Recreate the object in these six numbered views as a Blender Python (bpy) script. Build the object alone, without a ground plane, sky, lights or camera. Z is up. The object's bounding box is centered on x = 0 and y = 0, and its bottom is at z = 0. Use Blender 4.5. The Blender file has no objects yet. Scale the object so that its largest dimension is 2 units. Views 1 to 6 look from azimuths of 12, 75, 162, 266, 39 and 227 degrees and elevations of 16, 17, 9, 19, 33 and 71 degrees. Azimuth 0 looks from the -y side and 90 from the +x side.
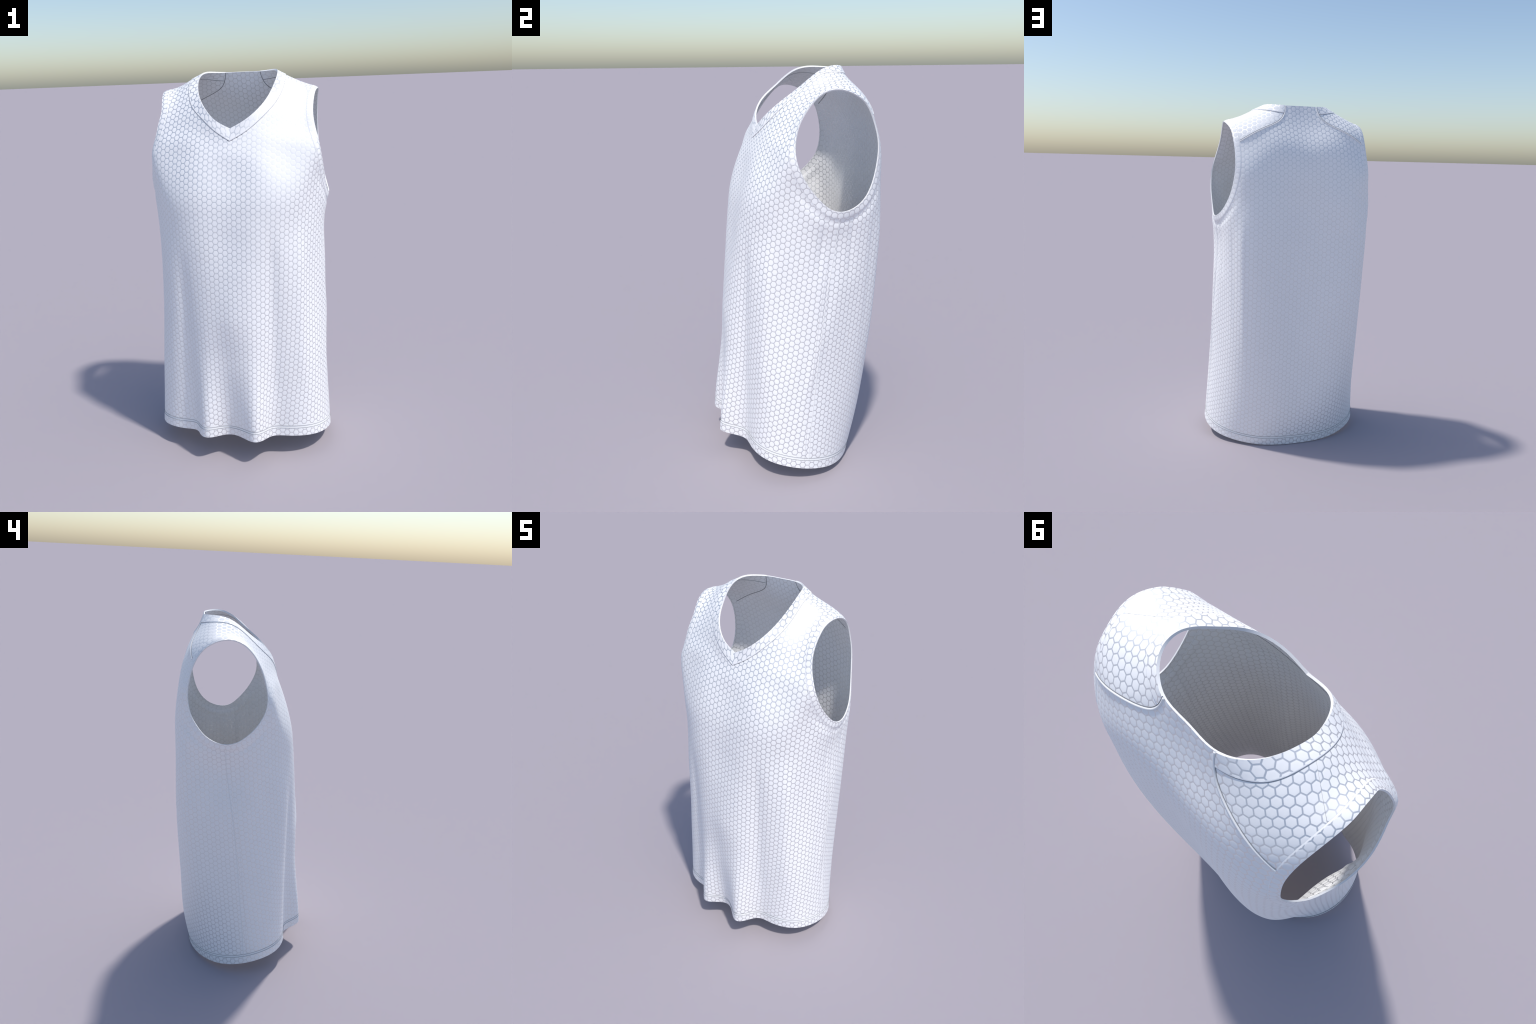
# Sleeveless V-neck sports jersey with an embossed honeycomb knit.
# The garment is one smooth draped surface (lofted rings from hem to neckline, plus
# front folds); cut pieces are taken out of it along seams, and every piece gets a
# honeycomb relief, a plain seam allowance and a real thickness.
import bpy, math
import numpy as np
from mathutils.bvhtree import BVHTree

rng = np.random.default_rng(7)
THICK = 0.0055          # cloth thickness
BIND_W = 0.036          # armhole binding width
HEM_W = 0.050           # hem height up to the middle of the twin stitching
PITCH_X, PITCH_Y = 0.0238, 0.0292   # honeycomb column pitch / cell height

# ------------------------------------------------------------------ control rings
# Each ring: nine points from centre back (B) over the right side (+x) to the front.
# columns: back, back_mid, back_corner, back_side, side, front_side, front_corner, front_mid, front_in, centre
def ring(*p):
    return np.array(p, float)

def tilted(z, tilt, pts):
    return np.array([(x, y, z + tilt * (0.3 - y)) for x, y in pts])

RINGS = [
    tilted(.0012, 0.200, [(0, .306), (.20, .284), (.36, .202), (.450, .100), (.481, -.030), (.467, -.120), (.416, -.212), (.33, -.263), (.18, -.276), (0, -.276)]),
    tilted(.20, 0.160, [(0, .339), (.23, .318), (.350, .246), (.435, .128), (.471, -.015), (.458, -.105), (.414, -.195), (.332, -.252), (.185, -.276), (0, -.282)]),
    tilted(.47, 0.120, [(0, .357), (.26, .349), (.352, .286), (.422, .165), (.457, .012), (.447, -.085), (.408, -.175), (.336, -.240), (.19, -.274), (0, -.286)]),
    tilted(.74, 0.080, [(0, .365), (.28, .371), (.362, .314), (.420, .192), (.455, .040), (.438, -.060), (.396, -.153), (.338, -.226), (.195, -.272), (0, -.288)]),
    tilted(1.02, 0.035, [(0, .371), (.29, .387), (.374, .330), (.425, .217), (.450, .078), (.438, -.032), (.395, -.128), (.338, -.211), (.19, -.272), (.005, -.284)]),
    tilted(1.27, 0.000, [(0, .374), (.30, .391), (.385, .338), (.434, .236), (.449, .115), (.447, -.010), (.409, -.104), (.340, -.192), (.18, -.270), (.008, -.270)]),
    ring((0, .372, 1.47), (.29, .387, 1.46), (.398, .329, 1.46), (.445, .242, 1.405), (.471, .119, 1.366), (.460, -.030, 1.489), (.432, -.084, 1.49), (.348, -.188, 1.42), (.17, -.258, 1.395), (.01, -.252, 1.395)),
    ring((0, .369, 1.64), (.25, .377, 1.63), (.396, .329, 1.63), (.432, .248, 1.63), (.470, .115, 1.60), (.447, -.052, 1.64), (.433, -.083, 1.66), (.305, -.148, 1.61), (.157, -.204, 1.575), (.01, -.209, 1.545)),
    ring((0, .340, 1.775), (.22, .346, 1.775), (.388, .307, 1.755), (.404, .246, 1.848), (.418, .110, 1.897), (.406, -.022, 1.810), (.400, -.068, 1.725), (.240, -.144, 1.675), (.118, -.178, 1.635), (.009, -.193, 1.61)),
    ring((0, .298, 1.865), (.17, .306, 1.866), (.285, .308, 1.848), (.332, .226, 1.909), (.337, .112, 1.924), (.326, -.007, 1.845), (.300, -.071, 1.770), (.185, -.129, 1.722), (.095, -.163, 1.672), (.008, -.181, 1.637)),
    ring((0, .265, 1.950), (.105, .264, 1.951), (.180, .236, 1.961), (.232, .188, 1.968), (.253, .115, 1.966), (.248, -.004, 1.889), (.213, -.070, 1.823), (.150, -.120, 1.757), (.078, -.153, 1.700), (.008, -.171, 1.662)),
    ring((0, .252, 1.994), (.094, .249, 1.994), (.150, .220, 1.997), (.190, .175, 1.997), (.208, .125, 1.985), (.197, .010, 1.904), (.174, -.056, 1.852), (.136, -.105, 1.806), (.074, -.137, 1.757), (.008, -.146, 1.722)),
]
# the left half of the neckline lies further in than the right one
LEFT_SEAM = ring((-.065, -.156, 1.707), (-.137, -.125, 1.767), (-.202, -.069, 1.824), (-.237, .002, 1.890), (-.247, .112, 1.963), (-.222, .196, 1.968), (-.180, .236, 1.961), (-.104, .264, 1.951))
LEFT_NECK = ring((-.065, -.138, 1.761), (-.122, -.108, 1.814), (-.161, -.059, 1.862), (-.189, .009, 1.912), (-.197, .115, 1.984), (-.178, .175, 1.997), (-.140, .220, 1.996), (-.085, .248, 1.994))
ROW_HEM, ROW_SEAM, ROW_NECK = 1, 11, 12         # row numbers once a row is added below the hem

LEFT_FLANK = {2: -.002, 3: .004, 4: .009, 5: .016}     # how far the left side hangs in

def full_ring(r, k):
    """mirror the half ring; the left shoulder sits a little closer in than the right one"""
    left = r[1:-1][::-1].copy()
    left[:, 0] *= -1
    if 8 <= k <= 9:
        left[2:7, 0] += 0.012
    elif k == 7:
        left[3:7, 0] += 0.006
    elif k in LEFT_FLANK:
        left[4:6, 0] += LEFT_FLANK[k]
        left[6] += (-.007, .004, 0)
        left[7, 1] -= .007
    elif k == 10:
        left = LEFT_SEAM
    elif k == 11:
        left = LEFT_NECK
    return np.vstack([r, left])

CTRL = [full_ring(r, k) for k, r in enumerate(RINGS)]
CTRL = [CTRL[0] + 0.22 * (CTRL[0] - CTRL[1])] + CTRL + [CTRL[-1] + 0.6 * (CTRL[-1] - CTRL[-2])]
CTRL = np.array(CTRL)                            # rows x 18 columns x 3
NROW, NCOL = CTRL.shape[:2]
COL_SIDE_R, COL_FRONT, COL_SIDE_L = 4, 9, 14

# ------------------------------------------------------------------ splines
def spline_coeff(t, p, periodic=False):
    """second derivatives of the C2 cubic through p (n, k) at knots t"""
    n = len(t)
    h = np.diff(t)
    A, b = np.zeros((n, n)), np.zeros((n, p.shape[1]))
    for i in range(1, n - 1):
        A[i, i - 1], A[i, i], A[i, i + 1] = h[i - 1], 2 * (h[i - 1] + h[i]), h[i]
        b[i] = 6 * ((p[i + 1] - p[i]) / h[i] - (p[i] - p[i - 1]) / h[i - 1])
    if periodic:
        A[0, 0], A[0, n - 1] = 1, -1
        A[n - 1, 0], A[n - 1, 1], A[n - 1, n - 2], A[n - 1, n - 1] = 2 * h[0], h[0], h[-1], 2 * h[-1]
        b[n - 1] = 6 * ((p[1] - p[0]) / h[0] - (p[-1] - p[-2]) / h[-1])
    else:
        A[0, 0] = A[n - 1, n - 1] = 1
    return np.linalg.solve(A, b)

def spline(t, p, x, periodic=False):
    t, p, x = np.asarray(t, float), np.asarray(p, float), np.asarray(x, float)
    flat = p.ndim == 1
    p = p[:, None] if flat else p
    m = spline_coeff(t, p, periodic)
    i = np.clip(np.searchsorted(t, x, side="right") - 1, 0, len(t) - 2)
    h = (t[i + 1] - t[i])[:, None]
    a, b = ((t[i + 1] - x)[:, None]) / h, ((x - t[i])[:, None]) / h
    r = a * p[i] + b * p[i + 1] + ((a**3 - a) * m[i] + (b**3 - b) * m[i + 1]) * h * h / 6
    return r[:, 0] if flat else r

def smoothstep(a, b, x):
    t = np.clip((x - a) / (b - a), 0, 1)
    return t * t * (3 - 2 * t)

NU, NV = 720, 620
u_cols = np.arange(NU) / NU * NCOL               # column coordinate, 0..18
# around each ring
rows_dense = []
for r in range(NROW):
    p = CTRL[r]
    closed = np.vstack([p, p[:1]])
    t = np.r_[0, np.cumsum(np.linalg.norm(np.diff(closed, axis=0), axis=1))]
    tx = np.interp(u_cols, np.arange(NCOL + 1), t)
    smooth = spline(t, closed, tx, True)
    # open version with a corner at centre front (the point of the V)
    q = np.vstack([p[COL_FRONT:], p[:COL_FRONT + 1]])
    tq = np.r_[0, np.cumsum(np.linalg.norm(np.diff(q, axis=0), axis=1))]
    xq = np.interp((u_cols - COL_FRONT) % NCOL, np.arange(NCOL + 1), tq)
    corner = spline(tq, q, xq)
    w = {11: 1.0, 12: 1.0, 13: 1.0, 10: .7, 9: .35}.get(r, 0.0)
    rows_dense.append((1 - w) * smooth + w * corner)
rows_dense = np.array(rows_dense)                # NROW x NU x 3

# up each column, chord-length knots shared between neighbouring columns
chord = np.linalg.norm(np.diff(rows_dense, axis=0), axis=2)
mean = chord.mean(axis=1)
row_t = np.r_[0, np.cumsum(mean)]
ROWPOS = row_t / row_t[-1] * (NV - 1)            # grid index of each control row
S = np.empty((NV, NU, 3))
for j in range(NU):
    tj = np.r_[0, np.cumsum(chord[:, j])]
    xj = np.interp(np.arange(NV), ROWPOS, tj)
    S[:, j] = spline(tj, rows_dense[:, j], xj)
# soften spline ripple below the collar
for _ in range(50):
    a = S.copy()
    a[1:-1] = .25 * S[:-2] + .5 * S[1:-1] + .25 * S[2:]
    a = .25 * np.roll(a, 1, 1) + .5 * a + .25 * np.roll(a, -1, 1)
    keep = np.ones(NV)
    keep[: int(ROWPOS[1]) + 6] = 0
    keep[int(ROWPOS[9]) + 4:] = 0
    keep = np.convolve(np.pad(keep, 12, mode="edge"), np.ones(25) / 25, "valid")[:, None, None]
    S = S * (1 - keep) + a * keep

# the chest hangs in one easy slope from the collar: smooth it a little further
lo_v, hi_v = int(ROWPOS[4]), int(ROWPOS[11])
row_fade = smoothstep(ROWPOS[11] - 3, ROWPOS[10] - 2, np.arange(lo_v, hi_v))[:, None]
lo_u, hi_u = int(4.6 / NCOL * NU), int(13.4 / NCOL * NU)
B = S[lo_v:hi_v, lo_u:hi_u].copy()
for _ in range(180):
    a = B.copy()
    a[1:-1] = .25 * B[:-2] + .5 * B[1:-1] + .25 * B[2:]
    a[:, 1:-1] = .25 * a[:, :-2] + .5 * a[:, 1:-1] + .25 * a[:, 2:]
    m = smoothstep(1.10, 1.30, B[..., 2]) * row_fade * smoothstep(.45, .37, np.abs(B[..., 0]))
    B += (a - B) * m[..., None]
S[lo_v:hi_v, lo_u:hi_u] = B

V_HEM, V_SEAM, V_NECK = ROWPOS[ROW_HEM], ROWPOS[ROW_SEAM], ROWPOS[ROW_NECK]
U_SR, U_F, U_SL = (c / NCOL * NU for c in (COL_SIDE_R, COL_FRONT, COL_SIDE_L))
iu = np.arange(NU)[None, :] * np.ones((NV, 1))
iv = np.arange(NV)[:, None] * np.ones((1, NU))
front_side = (iu > U_SR) & (iu < U_SL)

# ------------------------------------------------------------------ drape folds
X, Y, Z = S[..., 0].copy(), S[..., 1].copy(), S[..., 2].copy()
frontness = smoothstep(-.12, -.20, Y)
# depth of the hem line in front of the flat front: two folds
fx = [-.34, -.29, -.250, -.205, -.185, -.155, -.110, -.075, -.036, .015, .09, .130, .160, .183, .209, .25, .29, .34]
fd = [0, 0, .000, .031, .068, .103, .097, .064, .038, .048, .112, .125, .092, .040, .010, 0, 0, 0]
fold = spline(fx, fd, np.clip(X, -.34, .34).ravel()).reshape(X.shape)
zz = [-.1, .12, .30, .48, .66, .83, 1.07, 1.30, 1.46, 1.6, 2.2]
zl = [1.03, 1.0, .87, .72, .55, .38, .17, .04, .0, 0, 0]
amp = np.interp(Z, zz, zl)
soft = spline([-.34, -.27, -.13, -.02, .125, .22, .28, .34], [0, .002, .082, .059, .106, .024, .004, 0], np.clip(X, -.34, .34).ravel()).reshape(X.shape)
mixw = smoothstep(.13, .62, Z)
belly = .017 * np.exp(-((X + .005) / .075) ** 2) * smoothstep(.06, .25, Z) * smoothstep(1.10, .75, Z)
belly += .012 * np.exp(-(X / .14) ** 2) * smoothstep(.55, .80, Z) * smoothstep(1.22, 1.0, Z)
push = frontness * (amp * (fold * (1 - mixw) + soft * mixw) + belly)
S[..., 1] -= push
S[..., 2] += .2 * push * smoothstep(.9, .1, Z)        # the hem stays in its own tilted plane

def groove(cx, cy, tx, ty, width, depth, z0, z1, zsoft):
    """long soft vertical crease where the surface passes the line (cx,cy,z0)-(tx,ty,z1)"""
    f = np.clip((Z - z0) / (z1 - z0), 0, 1)
    d = np.hypot(X - (cx + (tx - cx) * f), Y - (cy + (ty - cy) * f))
    w = np.exp(-(d / width) ** 2) * smoothstep(z0 - zsoft, z0 + zsoft, Z) * smoothstep(z1 + zsoft, z1 - zsoft, Z)
    return depth * w

def normals(P):
    du = np.roll(P, -1, 1) - np.roll(P, 1, 1)
    dv = np.gradient(P, axis=0)
    n = np.cross(du, dv)
    n /= np.linalg.norm(n, axis=2, keepdims=True) + 1e-12
    return n

N = normals(S)
outward = np.sign((N[60, :, 0] * S[60, :, 0] + N[60, :, 1] * (S[60, :, 1])).sum())
N *= outward
creases = (
    groove(.215, -.272, .215, -.250, .030, -.009, .35, 1.18, .12)
    + groove(.350, -.220, .352, -.190, .030, .006, .45, 1.15, .12)
    + groove(-.245, -.275, -.25, -.255, .036, -.011, .32, 1.02, .16)
    + groove(.345, .335, .36, .365, .020, .004, .55, 1.34, .10)
    + groove(.395, .29, .405, .315, .020, -.004, .55, 1.32, .10)
    + groove(-.395, .29, -.415, .31, .018, -.007, 1.05, 1.34, .06)
    + groove(.440, .030, .455, .060, .014, -.004, 1.10, 1.34, .07)
    + groove(.448, .090, .465, .120, .012, .003, 1.16, 1.33, .05)
    + groove(.435, .190, .448, .190, .016, -.005, 1.05, 1.33, .07)
    + groove(-.435, .040, -.455, .060, .014, -.004, 1.12, 1.34, .07)
    + groove(-.428, .190, -.445, .185, .015, -.004, 1.10, 1.34, .06)
    + groove(.455, -.03, .452, .05, .030, .005, .45, .80, .12)
    + groove(.448, .06, .442, .09, .025, -.005, .80, 1.05, .10)
)
S += N * creases[..., None]

# ------------------------------------------------------------------ armholes
ARM_R = np.array([(.418, .105, 1.899), (.411, .053, 1.885), (.407, .007, 1.849), (.406, -.025, 1.808), (.411, -.055, 1.763), (.421, -.073, 1.717), (.435, -.083, 1.663), (.445, -.082, 1.613), (.453, -.067, 1.558), (.459, -.030, 1.489), (.463, .038, 1.409), (.467, .082, 1.376), (.470, .122, 1.366), (.465, .162, 1.370), (.455, .205, 1.386), (.444, .241, 1.411), (.430, .273, 1.449), (.414, .301, 1.505), (.402, .320, 1.575), (.396, .327, 1.640), (.395, .318, 1.704), (.396, .299, 1.760), (.400, .276, 1.808), (.403, .250, 1.843), (.410, .205, 1.873), (.418, .155, 1.893)])
ARM_L = np.array([(-.403, .105, 1.904), (-.395, .053, 1.887), (-.386, .003, 1.848), (-.381, -.028, 1.805), (-.389, -.053, 1.760), (-.398, -.070, 1.715), (-.410, -.083, 1.663), (-.425, -.088, 1.613), (-.433, -.080, 1.550), (-.447, -.052, 1.493), (-.471, .020, 1.420), (-.475, .064, 1.393), (-.474, .105, 1.381), (-.467, .148, 1.382), (-.456, .192, 1.396), (-.446, .232, 1.422), (-.431, .268, 1.462), (-.415, .297, 1.506), (-.404, .315, 1.562), (-.399, .322, 1.630), (-.392, .315, 1.692), (-.387, .299, 1.757), (-.387, .278, 1.803), (-.391, .244, 1.849), (-.397, .200, 1.881), (-.402, .152, 1.900)])

def dense_loop(p, n=420):
    c = np.vstack([p, p[:1]])
    t = np.r_[0, np.cumsum(np.linalg.norm(np.diff(c, axis=0), axis=1))]
    return spline(t, c, np.linspace(0, t[-1], n, endpoint=False), True)

def inside_poly(py, pz, loop):
    ins = np.zeros(py.shape, bool)
    a, b = loop[:, 1:], np.roll(loop[:, 1:], -1, 0)
    for (y0, z0), (y1, z1) in zip(a, b):
        c = (z0 > pz) != (z1 > pz)
        ins ^= c & (py < (y1 - y0) * (pz - z0) / (z1 - z0 + 1e-12) + y0)
    return ins

def grid_bvh(P, stride=1):
    g = P[::stride, ::stride]
    nv, nu = g.shape[:2]
    idx = np.arange(nv * nu).reshape(nv, nu)
    q = np.stack([idx[:-1], np.roll(idx, -1, 1)[:-1], np.roll(idx, -1, 1)[1:], idx[1:]], -1).reshape(-1, 4)
    return BVHTree.FromPolygons(g.reshape(-1, 3).tolist(), q.tolist())

def closed_smooth(a, n):
    for _ in range(n):
        a = .25 * np.roll(a, 1, 0) + .5 * a + .25 * np.roll(a, -1, 0)
    return a

def nearest_points(tree, P):
    return np.array([tree.find_nearest(p)[0] for p in P])

# draw the surface onto both measured openings, so that it runs exactly through them
ARMS = {}
for sgn, base in ((1, ARM_R), (-1, ARM_L)):
    loop = dense_loop(base)
    for _ in range(2):
        on = nearest_points(grid_bvh(S, 2), loop)
        shift = closed_smooth(loop - on, 60)
        near = (sgn * S[..., 0] > .25) & (S[..., 2] > 1.2)
        P = S[near]
        d2 = ((P[:, None] - on[None, ::3]) ** 2).sum(2)
        w = np.exp(-d2 / .02**2) + 1e-12
        reach = np.exp(-d2.min(1) / .045**2) * smoothstep(.26, .33, np.abs(P[:, 0]))
        S[near] += reach[:, None] * (w @ shift[::3]) / w.sum(1, keepdims=True)
for _ in range(10):
    band = ((S[..., 2] > 1.25) & (S[..., 2] < 1.97) & (np.abs(S[..., 0]) > .30))[..., None]
    a = S.copy()
    a[1:-1] = .25 * S[:-2] + .5 * S[1:-1] + .25 * S[2:]
    a = .25 * np.roll(a, 1, 1) + .5 * a + .25 * np.roll(a, -1, 1)
    S = np.where(band, a, S)
for sgn, base in ((1, ARM_R), (-1, ARM_L)):
    ARMS[sgn] = closed_smooth(nearest_points(grid_bvh(S, 1), dense_loop(base)), 4)

D_ARM = np.full((NV, NU), .5)
for sgn, edge in ARMS.items():
    near = (sgn * S[..., 0] > .2) & (S[..., 2] > 1.15)
    P = S[near]
    dist = np.full(len(P), 9.0)
    for c in range(0, len(edge), 60):
        dist = np.minimum(dist, np.sqrt(((P[:, None] - edge[None, c:c + 60]) ** 2).sum(2)).min(1))
    ins = inside_poly(P[:, 1], P[:, 2], edge)
    close = np.where(ins)[0]
    for c in np.array_split(close, max(1, len(close) // 4000)):
        k = ((P[c][:, None] - edge[None]) ** 2).sum(2).argmin(1)
        ins[c] &= sgn * P[c, 0] > sgn * edge[k, 0] - .006
    D_ARM[near] = np.where(ins, -dist, dist)

# tuck under the binding at the bottom of each opening
tuck = -.0045 * np.exp(-((D_ARM - BIND_W - .016) / .016) ** 2) * smoothstep(1.52, 1.38, S[..., 2]) * (D_ARM > 0) * (D_ARM < .3)
N = normals(S) * outward
S += N * tuck[..., None]
N = normals(S) * outward

# ------------------------------------------------------------------ seam distance fields
arc = np.zeros((NV, NU))
arc[1:] = np.cumsum(np.linalg.norm(np.diff(S, axis=0), axis=2), axis=0)
def arc_at(v):
    i = int(v); f = v - i
    return arc[i] * (1 - f) + arc[i + 1] * f
D_HEM = arc - arc_at(V_HEM)[None]
D_COL = arc - arc_at(V_SEAM)[None]               # > 0 above the collar seam
D_NECK = arc_at(V_NECK)[None] - arc              # > 0 below the neckline edge

def side_distance(x0):
    """arc length along each ring away from column x0; positive towards the front"""
    seg = np.linalg.norm(np.roll(S, -1, 1) - S, axis=2)
    c = np.concatenate([np.zeros((NV, 1)), np.cumsum(seg, axis=1)], 1)
    i = int(x0); f = x0 - i
    return c[:, :-1] - (c[:, i] * (1 - f) + c[:, i + 1] * f)[:, None]
D_SIDE_R = side_distance(U_SR)                   # > 0 on the front
D_SIDE_L = -side_distance(U_SL)
D_SIDE_R[:, int(U_SL):] = -.5
D_SIDE_L[:, :int(U_SR)] = -.5

YOKE = np.array([(.52, 1.715), (.430, 1.755), (.352, 1.800), (.284, 1.840), (.212, 1.873), (.155, 1.899), (.122, 1.924), (.106, 1.950), (.094, 1.995), (.086, 2.04)])
yt = np.r_[0, np.cumsum(np.linalg.norm(np.diff(YOKE, axis=0), axis=1))]
YOKE_LINE = spline(yt, YOKE, np.linspace(0, yt[-1], 260))

def line_distance(px, pz, line):
    a, b = line[:-1], line[1:]
    best, sign = np.full(px.shape, 9.0), np.ones(px.shape)
    for (x0, z0), (x1, z1) in zip(a[::2], b[1::2]):
        dx, dz = x1 - x0, z1 - z0
        l2 = dx * dx + dz * dz
        t = np.clip(((px - x0) * dx + (pz - z0) * dz) / l2, 0, 1)
        d = np.hypot(px - x0 - t * dx, pz - z0 - t * dz)
        s = np.sign((px - x0) * dz - (pz - z0) * dx)     # > 0 on the outer, upper side
        m = d < best
        best[m], sign[m] = d[m], s[m]
    return best * sign

D_YOKE = np.full((NV, NU), -.5)                  # > 0 on the shoulder side of the yoke seam
backish = (S[..., 1] > .15) & (S[..., 2] > 1.6)
D_YOKE[backish] = line_distance(np.abs(S[..., 0][backish]), S[..., 2][backish], YOKE_LINE)
D_YOKE[(S[..., 1] <= .15)] = .5
D_YOKE[(S[..., 1] <= .15) & (S[..., 2] < 1.6)] = -.5

# shoulder seam: runs back from the collar to the opening; > 0 behind it
D_SHO = (S[..., 1] - .09 - .62 * (np.abs(S[..., 0]) - .265)) / 1.18

FIELDS = np.stack([D_ARM, D_HEM, D_COL, D_NECK, D_SIDE_R, D_SIDE_L, D_YOKE, D_SHO], -1)
A_, H_, C_, K_, R_, L_, Y_, T_ = range(8)

# ------------------------------------------------------------------ sampling the surface
def sample(uv, arr, cubic=True):
    """bicubic (or bilinear) lookup of a grid array at grid coordinates uv[:, (u, v)]"""
    u, v = uv[:, 0] % NU, np.clip(uv[:, 1], 0, NV - 1.001)
    i, j = np.floor(u).astype(int), np.floor(v).astype(int)
    fu, fv = u - i, v - j
    if not cubic:
        wu, wv, ou, ov = (1 - fu, fu), (1 - fv, fv), (0, 1), (0, 1)
    else:
        def w(f):
            return (-.5 * f + f * f - .5 * f**3, 1 - 2.5 * f * f + 1.5 * f**3, .5 * f + 2 * f * f - 1.5 * f**3, -.5 * f * f + .5 * f**3)
        wu, wv, ou, ov = w(fu), w(fv), (-1, 0, 1, 2), (-1, 0, 1, 2)
    r = 0
    for a, p in zip(wv, ov):
        jj = np.clip(j + p, 0, NV - 1)
        for b, q in zip(wu, ou):
            r = r + (a * b)[:, None] * arr[jj, (i + q) % NU]
    return r

# ------------------------------------------------------------------ honeycomb tiling
RINGS_OF_CELL = (1.0, .86, .76, .40)            # groove middle, groove edge, shoulder, inner

def honeycomb(x0, x1, y0, y1, px, py, ox, oy, wrap=None):
    """flat honeycomb over a rectangle: points (n, 2), triangles, cell height 0..1, groove flag"""
    a = px / 1.5
    pts, ring_no, tris, flag = [], [], [], []
    corner = [(a, 0), (a / 2, py / 2), (-a / 2, py / 2), (-a, 0), (-a / 2, -py / 2), (a / 2, -py / 2)]
    c0, c1 = math.floor((x0 - ox) / px) - 1, math.ceil((x1 - ox) / px) + 1
    r0, r1 = math.floor((y0 - oy) / py) - 1, math.ceil((y1 - oy) / py) + 1
    cols = range(c0, c1 + 1)
    rows = range(r0, r1 + 1) if wrap is None else range(wrap)
    cell = []
    for k, rr in enumerate(RINGS_OF_CELL):
        cell += [(rr * cx, rr * cy) for cx, cy in corner]
    cell.append((0, 0))
    cell = np.array(cell)
    ct, cf = [], []
    for k in range(3):
        for m in range(6):
            n = (m + 1) % 6
            A, B, D, E = k * 6 + m, k * 6 + n, (k + 1) * 6 + m, (k + 1) * 6 + n
            ct += [(A, B, E), (A, E, D)]
            cf += [k == 0, k == 0]
    for m in range(6):
        ct.append((18 + m, 18 + (m + 1) % 6, 24)); cf.append(False)
    ct, cf = np.array(ct), np.array(cf)
    centres = np.array([(ox + c * px, oy + (r + .5 * (c % 2)) * py) for c in cols for r in rows])
    nc = len(centres)
    P = (centres[:, None] + cell[None]).reshape(-1, 2)
    T = (np.arange(nc)[:, None, None] * 25 + ct[None]).reshape(-1, 3)
    F = np.tile(cf, nc)
    h = np.tile(np.r_[np.full(6, -1.0), np.full(6, -.62), np.zeros(13)], nc)
    key = np.round(P / (px * .02)).astype(np.int64)
    if wrap is not None:
        n_key = wrap * 60
        key[:, 1] = np.round(P[:, 1] / (wrap * py) * n_key).astype(np.int64) % n_key
    _, first, inv = np.unique(key, axis=0, return_index=True, return_inverse=True)
    inv = inv.ravel()
    return P[first], inv[T], h[first], F

def clip(P, T, fl, attr, g):
    """keep the part of the triangles where g > 0; attr (n, k) is interpolated along cut edges"""
    keep_v = g > 0
    cnt = keep_v[T].sum(1)
    out, of = [T[cnt == 3]], [fl[cnt == 3]]
    newP, newA, cache, n0 = [], [], {}, len(P)
    def cut(i, j):
        k = (i, j) if i < j else (j, i)
        if k not in cache:
            t = g[k[0]] / (g[k[0]] - g[k[1]])
            cache[k] = n0 + len(newP)
            newP.append(P[k[0]] + t * (P[k[1]] - P[k[0]]))
            newA.append(attr[k[0]] + t * (attr[k[1]] - attr[k[0]]))
        return cache[k]
    extra, ef = [], []
    for t, f in zip(T[(cnt == 1) | (cnt == 2)], fl[(cnt == 1) | (cnt == 2)]):
        poly = []
        for a, b in ((t[0], t[1]), (t[1], t[2]), (t[2], t[0])):
            if keep_v[a]:
                poly.append(int(a))
            if keep_v[a] != keep_v[b]:
                poly.append(cut(int(a), int(b)))
        for m in range(1, len(poly) - 1):
            extra.append((poly[0], poly[m], poly[m + 1])); ef.append(f)
    if extra:
        out.append(np.array(extra)); of.append(np.array(ef))
    T2, F2 = np.vstack(out), np.concatenate(of)
    if newP:
        P, attr = np.vstack([P, newP]), np.vstack([attr, newA])
    used, inv = np.unique(T2, return_inverse=True)
    return P[used], inv.reshape(-1, 3), F2, attr[used]

def split(P, T, fl, attr, g):
    """add an edge line along g = 0 without removing anything"""
    n = len(P)
    a = clip(P, T, fl, attr, g)
    b = clip(P, T, fl, attr, -g)
    P2 = np.vstack([a[0], b[0]])
    at = np.vstack([a[3], b[3]])
    T2 = np.vstack([a[1], b[1] + len(a[0])])
    f2 = np.concatenate([a[2], b[2]])
    _, first, inv = np.unique(np.round(np.column_stack([P2, at[:, :3]]) * 1e7).astype(np.int64), axis=0, return_index=True, return_inverse=True)
    return P2[first], inv.ravel()[T2], f2, at[first]

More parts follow.
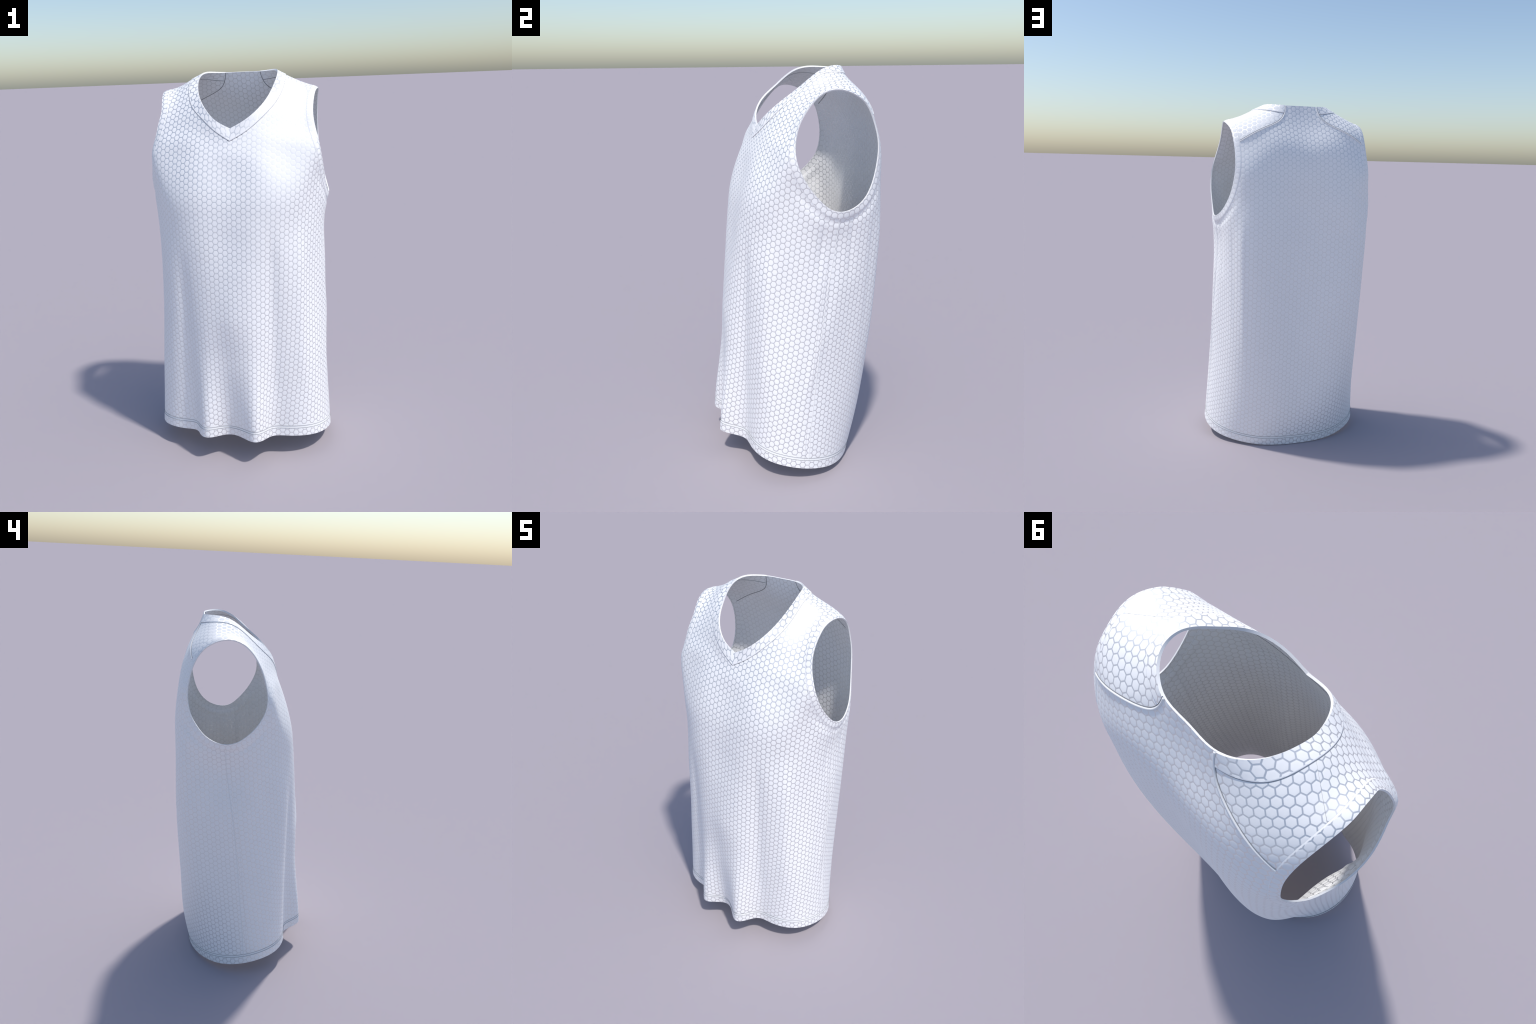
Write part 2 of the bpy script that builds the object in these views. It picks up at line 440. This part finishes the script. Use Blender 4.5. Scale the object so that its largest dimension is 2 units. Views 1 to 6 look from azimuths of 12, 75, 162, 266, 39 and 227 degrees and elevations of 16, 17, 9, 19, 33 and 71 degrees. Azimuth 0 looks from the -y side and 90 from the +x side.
# ------------------------------------------------------------------ materials
def fabric(name, base, rough, metallic=0.0, spec=.3, bump=.0):
    m = bpy.data.materials.new(name)
    m.use_nodes = True
    nt = m.node_tree
    b = nt.nodes["Principled BSDF"]
    b.inputs["Roughness"].default_value = rough
    b.inputs["Metallic"].default_value = metallic
    b.inputs["Specular IOR Level"].default_value = spec
    tc = nt.nodes.new("ShaderNodeTexCoord")
    no = nt.nodes.new("ShaderNodeTexNoise")
    no.inputs["Scale"].default_value = 9.0
    no.inputs["Detail"].default_value = 4.0
    ramp = nt.nodes.new("ShaderNodeValToRGB")
    ramp.color_ramp.elements[0].position, ramp.color_ramp.elements[1].position = .3, .7
    ramp.color_ramp.elements[0].color = (*[c * .985 for c in base], 1)
    ramp.color_ramp.elements[1].color = (*base, 1)
    nt.links.new(tc.outputs["Object"], no.inputs["Vector"])
    nt.links.new(no.outputs["Fac"], ramp.inputs["Fac"])
    nt.links.new(ramp.outputs["Color"], b.inputs["Base Color"])
    if bump:
        n2 = nt.nodes.new("ShaderNodeTexNoise")
        n2.inputs["Scale"].default_value = 420.0
        bp = nt.nodes.new("ShaderNodeBump")
        bp.inputs["Strength"].default_value = bump
        bp.inputs["Distance"].default_value = .001
        nt.links.new(tc.outputs["Object"], n2.inputs["Vector"])
        nt.links.new(n2.outputs["Fac"], bp.inputs["Height"])
        nt.links.new(bp.outputs["Normal"], b.inputs["Normal"])
    return m

MAT_CLOTH = fabric("white_knit", (.92, .92, .92), .88, spec=.15, bump=.05)
MAT_LINE = fabric("satin_honeycomb_line", (.84, .84, .84), .60, metallic=1.0)
MAT_EDGE = fabric("folded_edge", (.84, .84, .84), .7)
MAT_THREAD = fabric("grey_stitching", (.28, .28, .29), .7)

# ------------------------------------------------------------------ object building
root = bpy.data.objects.new("basketball_jersey", None)
root.empty_display_size = .2
bpy.context.collection.objects.link(root)
root["label"] = "white sleeveless V-neck jersey with honeycomb knit pattern"
root["category"] = "sports jersey"

def add_object(name, verts, faces, mats, face_mat=None, smooth=True, parent=root):
    me = bpy.data.meshes.new(name)
    me.from_pydata(np.asarray(verts).tolist(), [], [list(map(int, f)) for f in faces])
    for m in mats:
        me.materials.append(m)
    if face_mat is not None:
        me.polygons.foreach_set("material_index", np.asarray(face_mat, np.int32))
    if smooth:
        me.polygons.foreach_set("use_smooth", np.ones(len(me.polygons), bool))
    me.update()
    ob = bpy.data.objects.new(name, me)
    bpy.context.collection.objects.link(ob)
    ob.parent = parent
    return ob

RELIEF = .0003

def cloth_piece(name, P3, N3, T, groove_face, height, offset, edge_gap, plain=.0055, thick=THICK):
    """thicken one cut piece: outer skin with relief, inner skin, rim"""
    calm = smoothstep(plain * .55, plain, edge_gap)          # relief fades out in the seam allowance
    outer = P3 + N3 * (offset + RELIEF * height * calm)[:, None]
    inner = P3 - N3 * (thick + RELIEF * height * calm * .8)[:, None]
    n = len(P3)
    v = np.vstack([outer, inner])
    tri = T
    a, b, c = outer[tri[:, 0]], outer[tri[:, 1]], outer[tri[:, 2]]
    flip = (np.cross(b - a, c - a) * N3[tri[:, 0]]).sum(1) < 0
    tri = np.where(flip[:, None], tri[:, ::-1], tri)
    e = np.vstack([tri[:, (0, 1)], tri[:, (1, 2)], tri[:, (2, 0)]])
    code = e[:, 0].astype(np.int64) * n + e[:, 1]
    back = e[:, 1].astype(np.int64) * n + e[:, 0]
    rim = e[~np.isin(code, back)]
    # separate rim vertices so that the cut edge stays crisp
    rv, inv = np.unique(rim, return_inverse=True)
    inv = inv.reshape(-1, 2)
    m = len(rv)
    v = np.vstack([v, outer[rv], inner[rv]])
    quads = np.stack([2 * n + inv[:, 1], 2 * n + inv[:, 0], 2 * n + m + inv[:, 0], 2 * n + m + inv[:, 1]], 1)
    mid_gap = edge_gap[tri].min(1)
    line = groove_face & (mid_gap > plain * .6)
    faces = tri.tolist() + (tri[:, ::-1] + n).tolist() + quads.tolist()
    fm = np.concatenate([line, line, np.full(len(quads), 2)]).astype(np.int32)
    return add_object(name, v, faces, [MAT_CLOTH, MAT_LINE, MAT_EDGE], fm)

def unwrap(uv_grid_mask, stride, fit):
    """lay part of the surface flat (as a pattern cutter would); returns flat xy and grid uv per point"""
    sub = uv_grid_mask[::stride, ::stride]
    nv, nu = sub.shape
    idx = np.arange(nv * nu).reshape(nv, nu)
    nxt = np.roll(idx, -1, 1)
    ok = sub[:-1] & np.roll(sub, -1, 1)[:-1] & np.roll(sub, -1, 1)[1:] & sub[1:]
    q = np.stack([idx[:-1][ok], nxt[:-1][ok], nxt[1:][ok], idx[1:][ok]], 1)
    used, inv = np.unique(q, return_inverse=True)
    q = inv.reshape(-1, 4)
    P = S[::stride, ::stride].reshape(-1, 3)[used]
    guv = np.stack([iu[::stride, ::stride].ravel()[used], iv[::stride, ::stride].ravel()[used]], 1)
    me = bpy.data.meshes.new("pattern_helper")
    me.from_pydata(P.tolist(), [], q.tolist())
    ob = bpy.data.objects.new("pattern_helper", me)
    bpy.context.collection.objects.link(ob)
    me.uv_layers.new(name="flat")
    bpy.context.view_layer.objects.active = ob
    ob.select_set(True)
    bpy.ops.object.mode_set(mode="EDIT")
    bpy.ops.mesh.select_all(action="SELECT")
    bpy.ops.uv.unwrap(method="CONFORMAL", margin=0.0)
    bpy.ops.object.mode_set(mode="OBJECT")
    luv = np.empty(len(me.loops) * 2)
    me.uv_layers["flat"].data.foreach_get("uv", luv)
    lv = np.empty(len(me.loops), np.int32)
    me.loops.foreach_get("vertex_index", lv)
    flat = np.zeros((len(P), 2))
    flat[lv] = luv.reshape(-1, 2)
    bpy.data.objects.remove(ob)
    bpy.data.meshes.remove(me)
    # true scale from the pattern's area, then rotate / mirror onto the wanted axes
    def tri_area(p, k):
        a, b, c = p[k[:, 0]], p[k[:, 1]], p[k[:, 2]]
        return np.linalg.norm(np.cross(b - a, c - a), axis=1).sum() if p.shape[1] == 3 else np.abs((b - a)[:, 0] * (c - a)[:, 1] - (b - a)[:, 1] * (c - a)[:, 0]).sum()
    tq = np.vstack([q[:, (0, 1, 2)], q[:, (0, 2, 3)]])
    flat *= math.sqrt(tri_area(P, tq) / tri_area(flat, tq))
    want = fit(P)
    fc, wc = flat.mean(0), want.mean(0)
    Uu, _, Vt = np.linalg.svd((flat - fc).T @ (want - wc))
    flat = (flat - fc) @ (Uu @ Vt) + wc
    return flat, guv, tq

def flat_lookup(flat, guv, tq, pts):
    v3 = [(x, y, 0.0) for x, y in flat]
    tree = BVHTree.FromPolygons(v3, tq.tolist())
    tri_no = np.full(len(pts), -1)
    for k, (x, y) in enumerate(pts):
        hit = tree.ray_cast((x, y, 1.0), (0, 0, -1))
        if hit[2] is not None:
            tri_no[k] = hit[2]
    ok = tri_no >= 0
    t = tq[tri_no[ok]]
    a, b, c = flat[t[:, 0]], flat[t[:, 1]], flat[t[:, 2]]
    p = pts[ok]
    d = (b - a)[:, 0] * (c - a)[:, 1] - (b - a)[:, 1] * (c - a)[:, 0]
    w1 = ((p - a)[:, 0] * (c - a)[:, 1] - (p - a)[:, 1] * (c - a)[:, 0]) / d
    w2 = ((b - a)[:, 0] * (p - a)[:, 1] - (b - a)[:, 1] * (p - a)[:, 0]) / d
    g0, g1, g2 = guv[t[:, 0]], guv[t[:, 1]], guv[t[:, 2]]
    # undo the wrap of the column coordinate at centre back
    w = lambda g: g0 + (g - g0 + np.array([NU / 2, 1e9])) % np.array([NU, 2e9]) - np.array([NU / 2, 1e9])
    g1, g2 = w(g1), w(g2)
    uv = np.zeros((len(pts), 2))
    uv[ok] = g0 * (1 - w1 - w2)[:, None] + g1 * w1[:, None] + g2 * w2[:, None]
    return ok, uv

def panel(name, field, fit, origin=(0, 0), angle=0.0, px=PITCH_X, py=PITCH_Y, reach=.035, offset=0.0, stride=3, across_back=False):
    """cut piece bounded by field > 0 (field takes the sampled FIELDS and positions)"""
    g_grid = field(FIELDS.reshape(-1, 8), S.reshape(-1, 3), iu.ravel()).min(1).reshape(NV, NU)
    flat, guv, tq = unwrap(g_grid > -reach, stride, fit)
    ca, sa = math.cos(angle), math.sin(angle)
    rot = np.array([[ca, -sa], [sa, ca]])
    flat = flat @ rot
    lo, hi = flat.min(0), flat.max(0)
    o = np.array(origin) @ rot
    P, T, h, fl = honeycomb(lo[0], hi[0], lo[1], hi[1], px, py, o[0], o[1])
    ok, uv = flat_lookup(flat, guv, tq, P)
    good = ok[T].all(1)
    T, fl = T[good], fl[good]
    if across_back:
        uv[:, 0] = (uv[:, 0] + NU / 2) % NU - NU / 2
    else:
        uv[:, 0] %= NU
    f = sample(uv, FIELDS, False)
    p3 = sample(uv, S, False)
    g = field(f, p3, uv[:, 0] % NU)
    # cut along one seam after the other, so that corners between seams stay sharp
    P2, T2, fl2, at = P, T, fl, np.column_stack([uv, h, g])
    for k in range(g.shape[1]):
        P2, T2, fl2, at = clip(P2, T2, fl2, at, at[:, 3 + k])
    uv2, h2 = at[:, :2], at[:, 2]
    p3 = sample(uv2, S)
    n3 = sample(uv2, N, False)
    n3 /= np.linalg.norm(n3, axis=1, keepdims=True)
    margin = np.maximum(sample(uv2, FIELDS, False)[:, H_] - HEM_W, 0)         # only the hem stitching leaves a plain strip
    return cloth_piece(name, p3, n3, T2, fl2, h2, np.full(len(p3), offset), margin)

def mn(*a):
    r = a[0]
    for b in a[1:]:
        r = np.minimum(r, b)
    return r

# ------------------------------------------------------------------ body panels
GAP = .0004
def cuts(*a):
    return np.stack(a, 1)

def back_field(f, p, u):
    # the ring-wise side distances run the long way round on the far side: use the near one only
    u = u % NU
    r = np.where(u < NU / 2, -f[:, R_], 1.0)
    l = np.where(u >= NU / 2, -f[:, L_], 1.0)
    back = np.where((u < U_SR + 40) | (u > U_SL - 40), 1.0, -1.0)
    return cuts(f[:, A_] - BIND_W, f[:, H_] - HEM_W, r, l, -f[:, Y_] - GAP, back, f[:, K_])

def front_field(f, p, u):
    low = p[:, 2] < 1.62
    r = np.where((u < U_F) & low, f[:, R_], 1.0)
    l = np.where((u >= U_F) & low, f[:, L_], 1.0)
    zone = np.where((u > U_SR - 90) & (u < U_SL + 90), 1.0, -1.0)
    return cuts(f[:, A_] - BIND_W, f[:, H_] - HEM_W, -f[:, C_] - GAP, r, l, np.where(low, 1.0, -f[:, T_] - GAP), zone)

def yoke_field(sgn):
    def field(f, p, u):
        return cuts(f[:, A_] - BIND_W, -f[:, C_] - GAP, f[:, Y_] - GAP, f[:, T_] - GAP, np.where((sgn * p[:, 0] > 0) & (p[:, 2] > 1.7), 1.0, -1.0))
    return field

panel("front_panel", front_field, lambda P: np.stack([P[:, 0] + np.sign(P[:, 0]) * np.maximum(P[:, 1] + .2, 0) * .8, P[:, 2]], 1), origin=(.012, 1.645))
panel("back_panel", back_field, lambda P: np.stack([P[:, 0] - np.sign(P[:, 0]) * np.minimum(P[:, 1] - .3, 0) * .8, P[:, 2]], 1), origin=(0, 1.5), across_back=True)
for sgn in (1, -1):
    panel("shoulder_yoke", yoke_field(sgn), lambda P: np.stack([P[:, 0], P[:, 1]], 1), origin=(sgn * .25, .2), angle=math.radians(90 + sgn * 8), reach=.03, stride=2, py=.0292, px=.0248)

# ------------------------------------------------------------------ strips: hem, collar, bindings
def strip(name, at, length, width, px, py, wrap=False, along=False, offset=None, phase=(0, 0), end_field=None, margin=None, lines=(), thick=THICK):
    """honeycomb laid along a band: s runs along it (0..length), t across it (0..width).
    along=True: neighbouring cells follow the band; otherwise they sit across it."""
    if along:
        rows = int(round(length / py))
        P, T, h, fl = honeycomb(-.01, width + .01, 0, length, px, length / rows, phase[0], 0.0, wrap=rows if wrap else None)
        s, t = P[:, 1].copy(), P[:, 0].copy()
    else:
        P, T, h, fl = honeycomb(-.02 if not wrap else 0, length + .02, -.01, width + .01, px, py, phase[0], phase[1])
        s, t = P[:, 0].copy(), P[:, 1].copy()
    Q = np.column_stack([s, t])
    if wrap:
        # keep the loop coordinate as an angle so that cuts across its start stay local
        ang = s / length * math.tau
        Q = np.column_stack([np.cos(ang) * length / math.tau, np.sin(ang) * length / math.tau])
    attr = np.column_stack([Q, t, h])
    g = [t, width - t]
    if not wrap:
        g += [s, length - s]
        if end_field is not None:
            g += list(end_field(s, t, at(np.clip(s, 0, length), np.clip(t, 0, width))[0]))
    attr = np.column_stack([attr] + g)
    for k in range(len(g)):
        _, T, fl, attr = clip(attr[:, :2], T, fl, attr, attr[:, 4 + k])
    for line in lines:
        _, T, fl, attr = split(attr[:, :2], T, fl, attr, attr[:, 2] - line - 1e-6)
    s = (np.arctan2(attr[:, 1], attr[:, 0]) % math.tau) / math.tau * length if wrap else attr[:, 0]
    t, h = attr[:, 2], attr[:, 3]
    p3, n3 = at(s, t)
    off = np.zeros(len(p3)) if offset is None else offset(s, t)
    gap = np.full(len(p3), 1.0) if margin is None else np.maximum(margin(s, t), 0)
    return cloth_piece(name, p3, n3, T, fl, h, off, gap, thick=thick)

# hem band: the ring between the edge and the stitching
hem_len_col = np.linalg.norm(np.roll(S, -1, 1) - S, axis=2)
iv_mid = int(round(V_HEM + 8))
hem_cum = np.r_[0, np.cumsum(hem_len_col[iv_mid])]
HEM_LEN = hem_cum[-1]
D_HEM_T = D_HEM - 0.0
def hem_uv(s, t):
    u = np.interp(s, hem_cum, np.arange(NU + 1))
    # invert the arc length above the hem edge along each column
    i = np.floor(u).astype(int) % NU
    v = np.empty(len(s))
    lo = int(V_HEM) - 2
    seg = D_HEM[lo:lo + 60]
    for c in np.unique(i):
        m = i == c
        v[m] = lo + np.interp(t[m], seg[:, c], np.arange(60))
    uv = np.stack([u, v], 1)
    p, n = sample(uv, S), sample(uv, N, False)
    return p, n / np.linalg.norm(n, axis=1, keepdims=True)
# the hem's cells hang point to point below the stitching, like the body's; the band is closed
HEM_COLS = int(round(HEM_LEN / PITCH_X / 2)) * 2
def hem_ring(s, t):
    return hem_uv(s % HEM_LEN, t)
strip("hem_band", hem_ring, HEM_LEN, HEM_W - GAP, HEM_LEN / HEM_COLS, PITCH_Y, phase=(0, .004), margin=lambda s, t: HEM_W - t, lines=(HEM_W - .010,),
      offset=lambda s, t: .0012 * smoothstep(HEM_W, HEM_W - .010, t))

# armhole bindings
SURF = grid_bvh(S, 1)
def nearest_on_surface(P):
    out, nor = np.empty_like(P), np.empty_like(P)
    for k, p in enumerate(P):
        h = SURF.find_nearest(p)
        out[k], nor[k] = h[0], h[1]
    return out, nor

def binding_map(sgn):
    edge = ARMS[sgn]
    n = len(edge)
    tan = np.roll(edge, -1, 0) - np.roll(edge, 1, 0)
    tan /= np.linalg.norm(tan, axis=1, keepdims=True)
    _, nor = nearest_on_surface(edge)
    for _ in range(20):
        nor = .25 * np.roll(nor, 1, 0) + .5 * nor + .25 * np.roll(nor, -1, 0)
    nor /= np.linalg.norm(nor, axis=1, keepdims=True)
    side = np.array([sgn, 0, 0])
    nor *= np.sign(nor @ side)[:, None]
    out = np.cross(tan, nor)
    centre = edge.mean(0)
    out *= np.sign((out * (edge - centre)).sum(1).mean())
    out /= np.linalg.norm(out, axis=1, keepdims=True)
    ts = np.linspace(0, BIND_W, 13)
    G = np.empty((len(ts), n, 3)); GN = np.empty_like(G)
    cur, d = edge.copy(), out.copy()
    for k in range(len(ts)):
        if k:
            prev = cur
            cur, _ = nearest_on_surface(prev + d * (ts[k] - ts[k - 1]))
            d = cur - prev
            d /= np.linalg.norm(d, axis=1, keepdims=True) + 1e-9
        G[k] = cur
    for _ in range(4):
        G[1:] = .25 * np.roll(G, 1, 1)[1:] + .5 * G[1:] + .25 * np.roll(G, -1, 1)[1:]
    du = np.roll(G, -1, 1) - np.roll(G, 1, 1)
    dv = np.gradient(G, axis=0)
    GN = np.cross(du, dv)
    GN /= np.linalg.norm(GN, axis=2, keepdims=True) + 1e-12
    GN *= np.sign(GN[..., 0].mean() * sgn)
    mid = G[6]
    cum = np.r_[0, np.cumsum(np.linalg.norm(np.roll(mid, -1, 0) - mid, axis=1))]
    def uv_of(s, t):
        a = np.interp(s, cum, np.arange(n + 1)) % n
        b = np.clip(t / BIND_W * 12, 0, 11.999)
        i, j = np.floor(a).astype(int), np.floor(b).astype(int)
        fa, fb = (a - i)[:, None], (b - j)[:, None]
        def lk(M):
            i1 = (i + 1) % n
            return (M[j, i] * (1 - fa) + M[j, i1] * fa) * (1 - fb) + (M[j + 1, i] * (1 - fa) + M[j + 1, i1] * fa) * fb
        p, nn = lk(G), lk(GN)
        return p, nn / np.linalg.norm(nn, axis=1, keepdims=True)
    return uv_of, cum[-1]

BINDINGS = {}
for sgn in (1, -1):
    uv_of, length = binding_map(sgn)
    BINDINGS[sgn] = (uv_of, length)
    prof = lambda s, t: .0014 * smoothstep(BIND_W, BIND_W - .005, t)
    strip("armhole_binding", uv_of, length, BIND_W, .0245, .0290, wrap=True, along=True, offset=prof, phase=(.0195, 0), margin=lambda s, t: BIND_W - t,
          lines=(.004, .008, .012, BIND_W - .006, BIND_W - .004, BIND_W - .002), thick=.0045)

# collar: two halves from the back tongue round to the point of the V
def collar_map(sgn):
    us = np.arange(0, U_F + 1, 1.0) if sgn > 0 else np.arange(NU, U_F - 1, -1.0)
    vs = np.linspace(V_SEAM, V_NECK, 14)
    uu, vv = np.meshgrid(us, vs)
    uv = np.stack([uu.ravel(), vv.ravel()], 1)
    G = sample(uv, S).reshape(len(vs), len(us), 3)
    mid = G[7]
    cum = np.r_[0, np.cumsum(np.linalg.norm(np.diff(mid, axis=0), axis=1))]
    wid = np.linalg.norm(np.diff(G, axis=0), axis=2).sum(0).mean()
    lim = 2 * len(us)
    over = .05
    def uv_of(s, t):
        # past the point of the V the band simply runs on over the other half
        a = np.interp(s, np.r_[cum, cum[-1] + over], np.r_[us, us[-1] + sgn * over / (cum[-1] - cum[-2])])
        b = V_SEAM + t / wid * (V_NECK - V_SEAM)
        q = np.stack([a, b], 1)
        p, n = sample(q, S), sample(q, N, False)
        return p, n / np.linalg.norm(n, axis=1, keepdims=True)
    return uv_of, cum[-1], wid

for sgn in (1, -1):
    uv_of, length, wid = collar_map(sgn)
    def ends(s, t, p, sgn=sgn):
        tongue = line_distance(np.abs(p[:, 0]), p[:, 2], YOKE_LINE) - GAP
        tongue = np.where(p[:, 1] > .15, tongue, 1.0)
        # the right half laps over the left one at the point of the V
        line = np.maximum((p[:, 0] - .008), (1.722 + .78 * (p[:, 0] - .008) - p[:, 2]) * .79)
        lap = np.where(p[:, 1] < .0, sgn * line, 1.0)
        return tongue, lap
    prof = lambda s, t, sgn=sgn, wid=wid: .0026 * smoothstep(0, .0025, t) + (.0008 if sgn > 0 else 0)
    strip("collar_band", uv_of, length + (.045 if sgn > 0 else 0), wid, .0275, .0312, offset=prof, phase=(.01, .012), end_field=ends,
          margin=lambda s, t: t, lines=(.0008, .0017, .0026, .0055))

# ------------------------------------------------------------------ piping and stitching
def tube(name, P, Nn, width, height, mat, closed=False, lift=0.0, sides=8):
    """low oval ridge lying on the cloth along the line P"""
    P, Nn = np.asarray(P), np.asarray(Nn)
    tan = (np.roll(P, -1, 0) - np.roll(P, 1, 0)) if closed else np.gradient(P, axis=0)
    tan /= np.linalg.norm(tan, axis=1, keepdims=True) + 1e-12
    side = np.cross(tan, Nn)
    side /= np.linalg.norm(side, axis=1, keepdims=True) + 1e-12
    n = len(P)
    vs = []
    for k in range(sides):
        a = math.tau * k / sides
        vs.append(P + side * (math.cos(a) * width / 2) + Nn * (math.sin(a) * height + lift))
    v = np.stack(vs, 1).reshape(-1, 3)
    faces = []
    for i in range(n if closed else n - 1):
        j = (i + 1) % n
        for k in range(sides):
            l = (k + 1) % sides
            faces.append((i * sides + k, i * sides + l, j * sides + l, j * sides + k))
    if not closed:
        faces.append(tuple(range(sides))[::-1])
        faces.append(tuple((n - 1) * sides + k for k in range(sides)))
    ob = add_object(name, v, faces, [mat])
    return ob

def on_grid(uv):
    p, n = sample(uv, S), sample(uv, N, False)
    return p, n / np.linalg.norm(n, axis=1, keepdims=True)

# twin hem stitching
for t in (HEM_W - .006, HEM_W + .006):
    s = np.linspace(0, HEM_LEN, 700, endpoint=False)
    p, n = hem_uv(s, np.full(len(s), t))
    tube("hem_stitching", p, n, .0018, .0008, MAT_THREAD, True, lift=.0015 if t < HEM_W else .0004)

# side seams: a pale piped edge and a line of stitching in front of it
for u0, arm in ((U_SR, 1), (U_SL, -1)):
    vs = np.arange(V_HEM + .5, NV)
    uv = np.stack([np.full(len(vs), u0), vs], 1)
    f = sample(uv, FIELDS, False)
    uv = uv[: int(np.argmax(f[:, A_] < BIND_W - .002))]          # from the hem up to the binding
    p, n = on_grid(uv)
    tube("side_seam", p, n, .0040, .0014, MAT_EDGE)
    ring_step = np.linalg.norm(sample(uv + [1, 0], S) - sample(uv, S), axis=1)
    k = np.clip(.024 / ring_step, 1, 40)
    uv2 = uv + np.stack([arm * np.convolve(np.pad(k, 10, mode="edge"), np.ones(21) / 21, "valid"), 0 * k], 1)
    f = sample(uv2, FIELDS, False)
    uv2 = uv2[: int(np.argmax(np.r_[f[:, A_], -1] < BIND_W))]
    p, n = on_grid(uv2)
    tube("side_stitching", p, n, .0014, .0005, MAT_LINE)

# yoke seams: pale ridge with a narrow dark strip on its upper side
def surface_at(x, z):
    h = SURF.ray_cast((x, 1.0, z), (0, -1, 0))
    return np.array(h[0]), np.array(h[1])
for sgn in (1, -1):
    base = YOKE_LINE[(YOKE_LINE[:, 0] < .40) & (YOKE_LINE[:, 1] < 1.994)]
    tan = np.gradient(base, axis=0)
    tan /= np.linalg.norm(tan, axis=1, keepdims=True)
    nrm = np.stack([tan[:, 1], -tan[:, 0]], 1)
    for name, shift, w, h, mat in (("yoke_seam", -.0045, .0075, .0036, MAT_EDGE), ("yoke_dark_strip", .0010, .0017, .0012, MAT_THREAD)):
        P, Q = [], []
        for x, z in base + nrm * shift:
            a = SURF.ray_cast((sgn * x, 1.0, z), (0, -1, 0))
            if a[0] is None:
                continue
            P.append(a[0]); Q.append(a[1] if a[1][1] > 0 else -a[1])
        P, Q = np.array(P), np.array(Q)
        for _ in range(8):
            Q[1:-1] = .25 * Q[:-2] + .5 * Q[1:-1] + .25 * Q[2:]
            P[1:-1] = .25 * P[:-2] + .5 * P[1:-1] + .25 * P[2:]
        Q /= np.linalg.norm(Q, axis=1, keepdims=True)
        edge = ARMS[sgn]
        d = np.sqrt(((P[:, None] - edge[None]) ** 2).sum(2)).min(1)
        keep = (d > BIND_W - .003) | (P[:, 2] > 1.9)
        tube(name, P[keep], Q[keep], w, h, mat)
        if mat is MAT_THREAD:
            tube("inner_seam", P[keep], Q[keep], .0034, .0008, mat, lift=-THICK - .0004)

# collar seam: fine dark line where the band meets the body
for sgn in (1, -1):
    us = np.arange(2, U_F + .1, 1.0) if sgn > 0 else np.arange(NU - 2, U_F - .1, -1.0)
    uv = np.stack([us, np.full(len(us), V_SEAM)], 1)
    p, n = on_grid(uv)
    d = np.where(p[:, 1] > .15, line_distance(np.abs(p[:, 0]), p[:, 2], YOKE_LINE), 1.0)
    p, n = p[d > 0], n[d > 0]
    tube("collar_stitching", p, n, .0018, .0010, MAT_THREAD)
    tube("inner_seam", p, n, .0030, .0008, MAT_THREAD, lift=-THICK - .0004)

allv = np.array([v.co for o in bpy.data.objects if o.type == "MESH" for v in o.data.vertices][::7])
print("extent", allv.min(0), allv.max(0), "tris", sum(len(o.data.loop_triangles) or len(o.data.polygons) for o in bpy.data.objects if o.type == "MESH"))
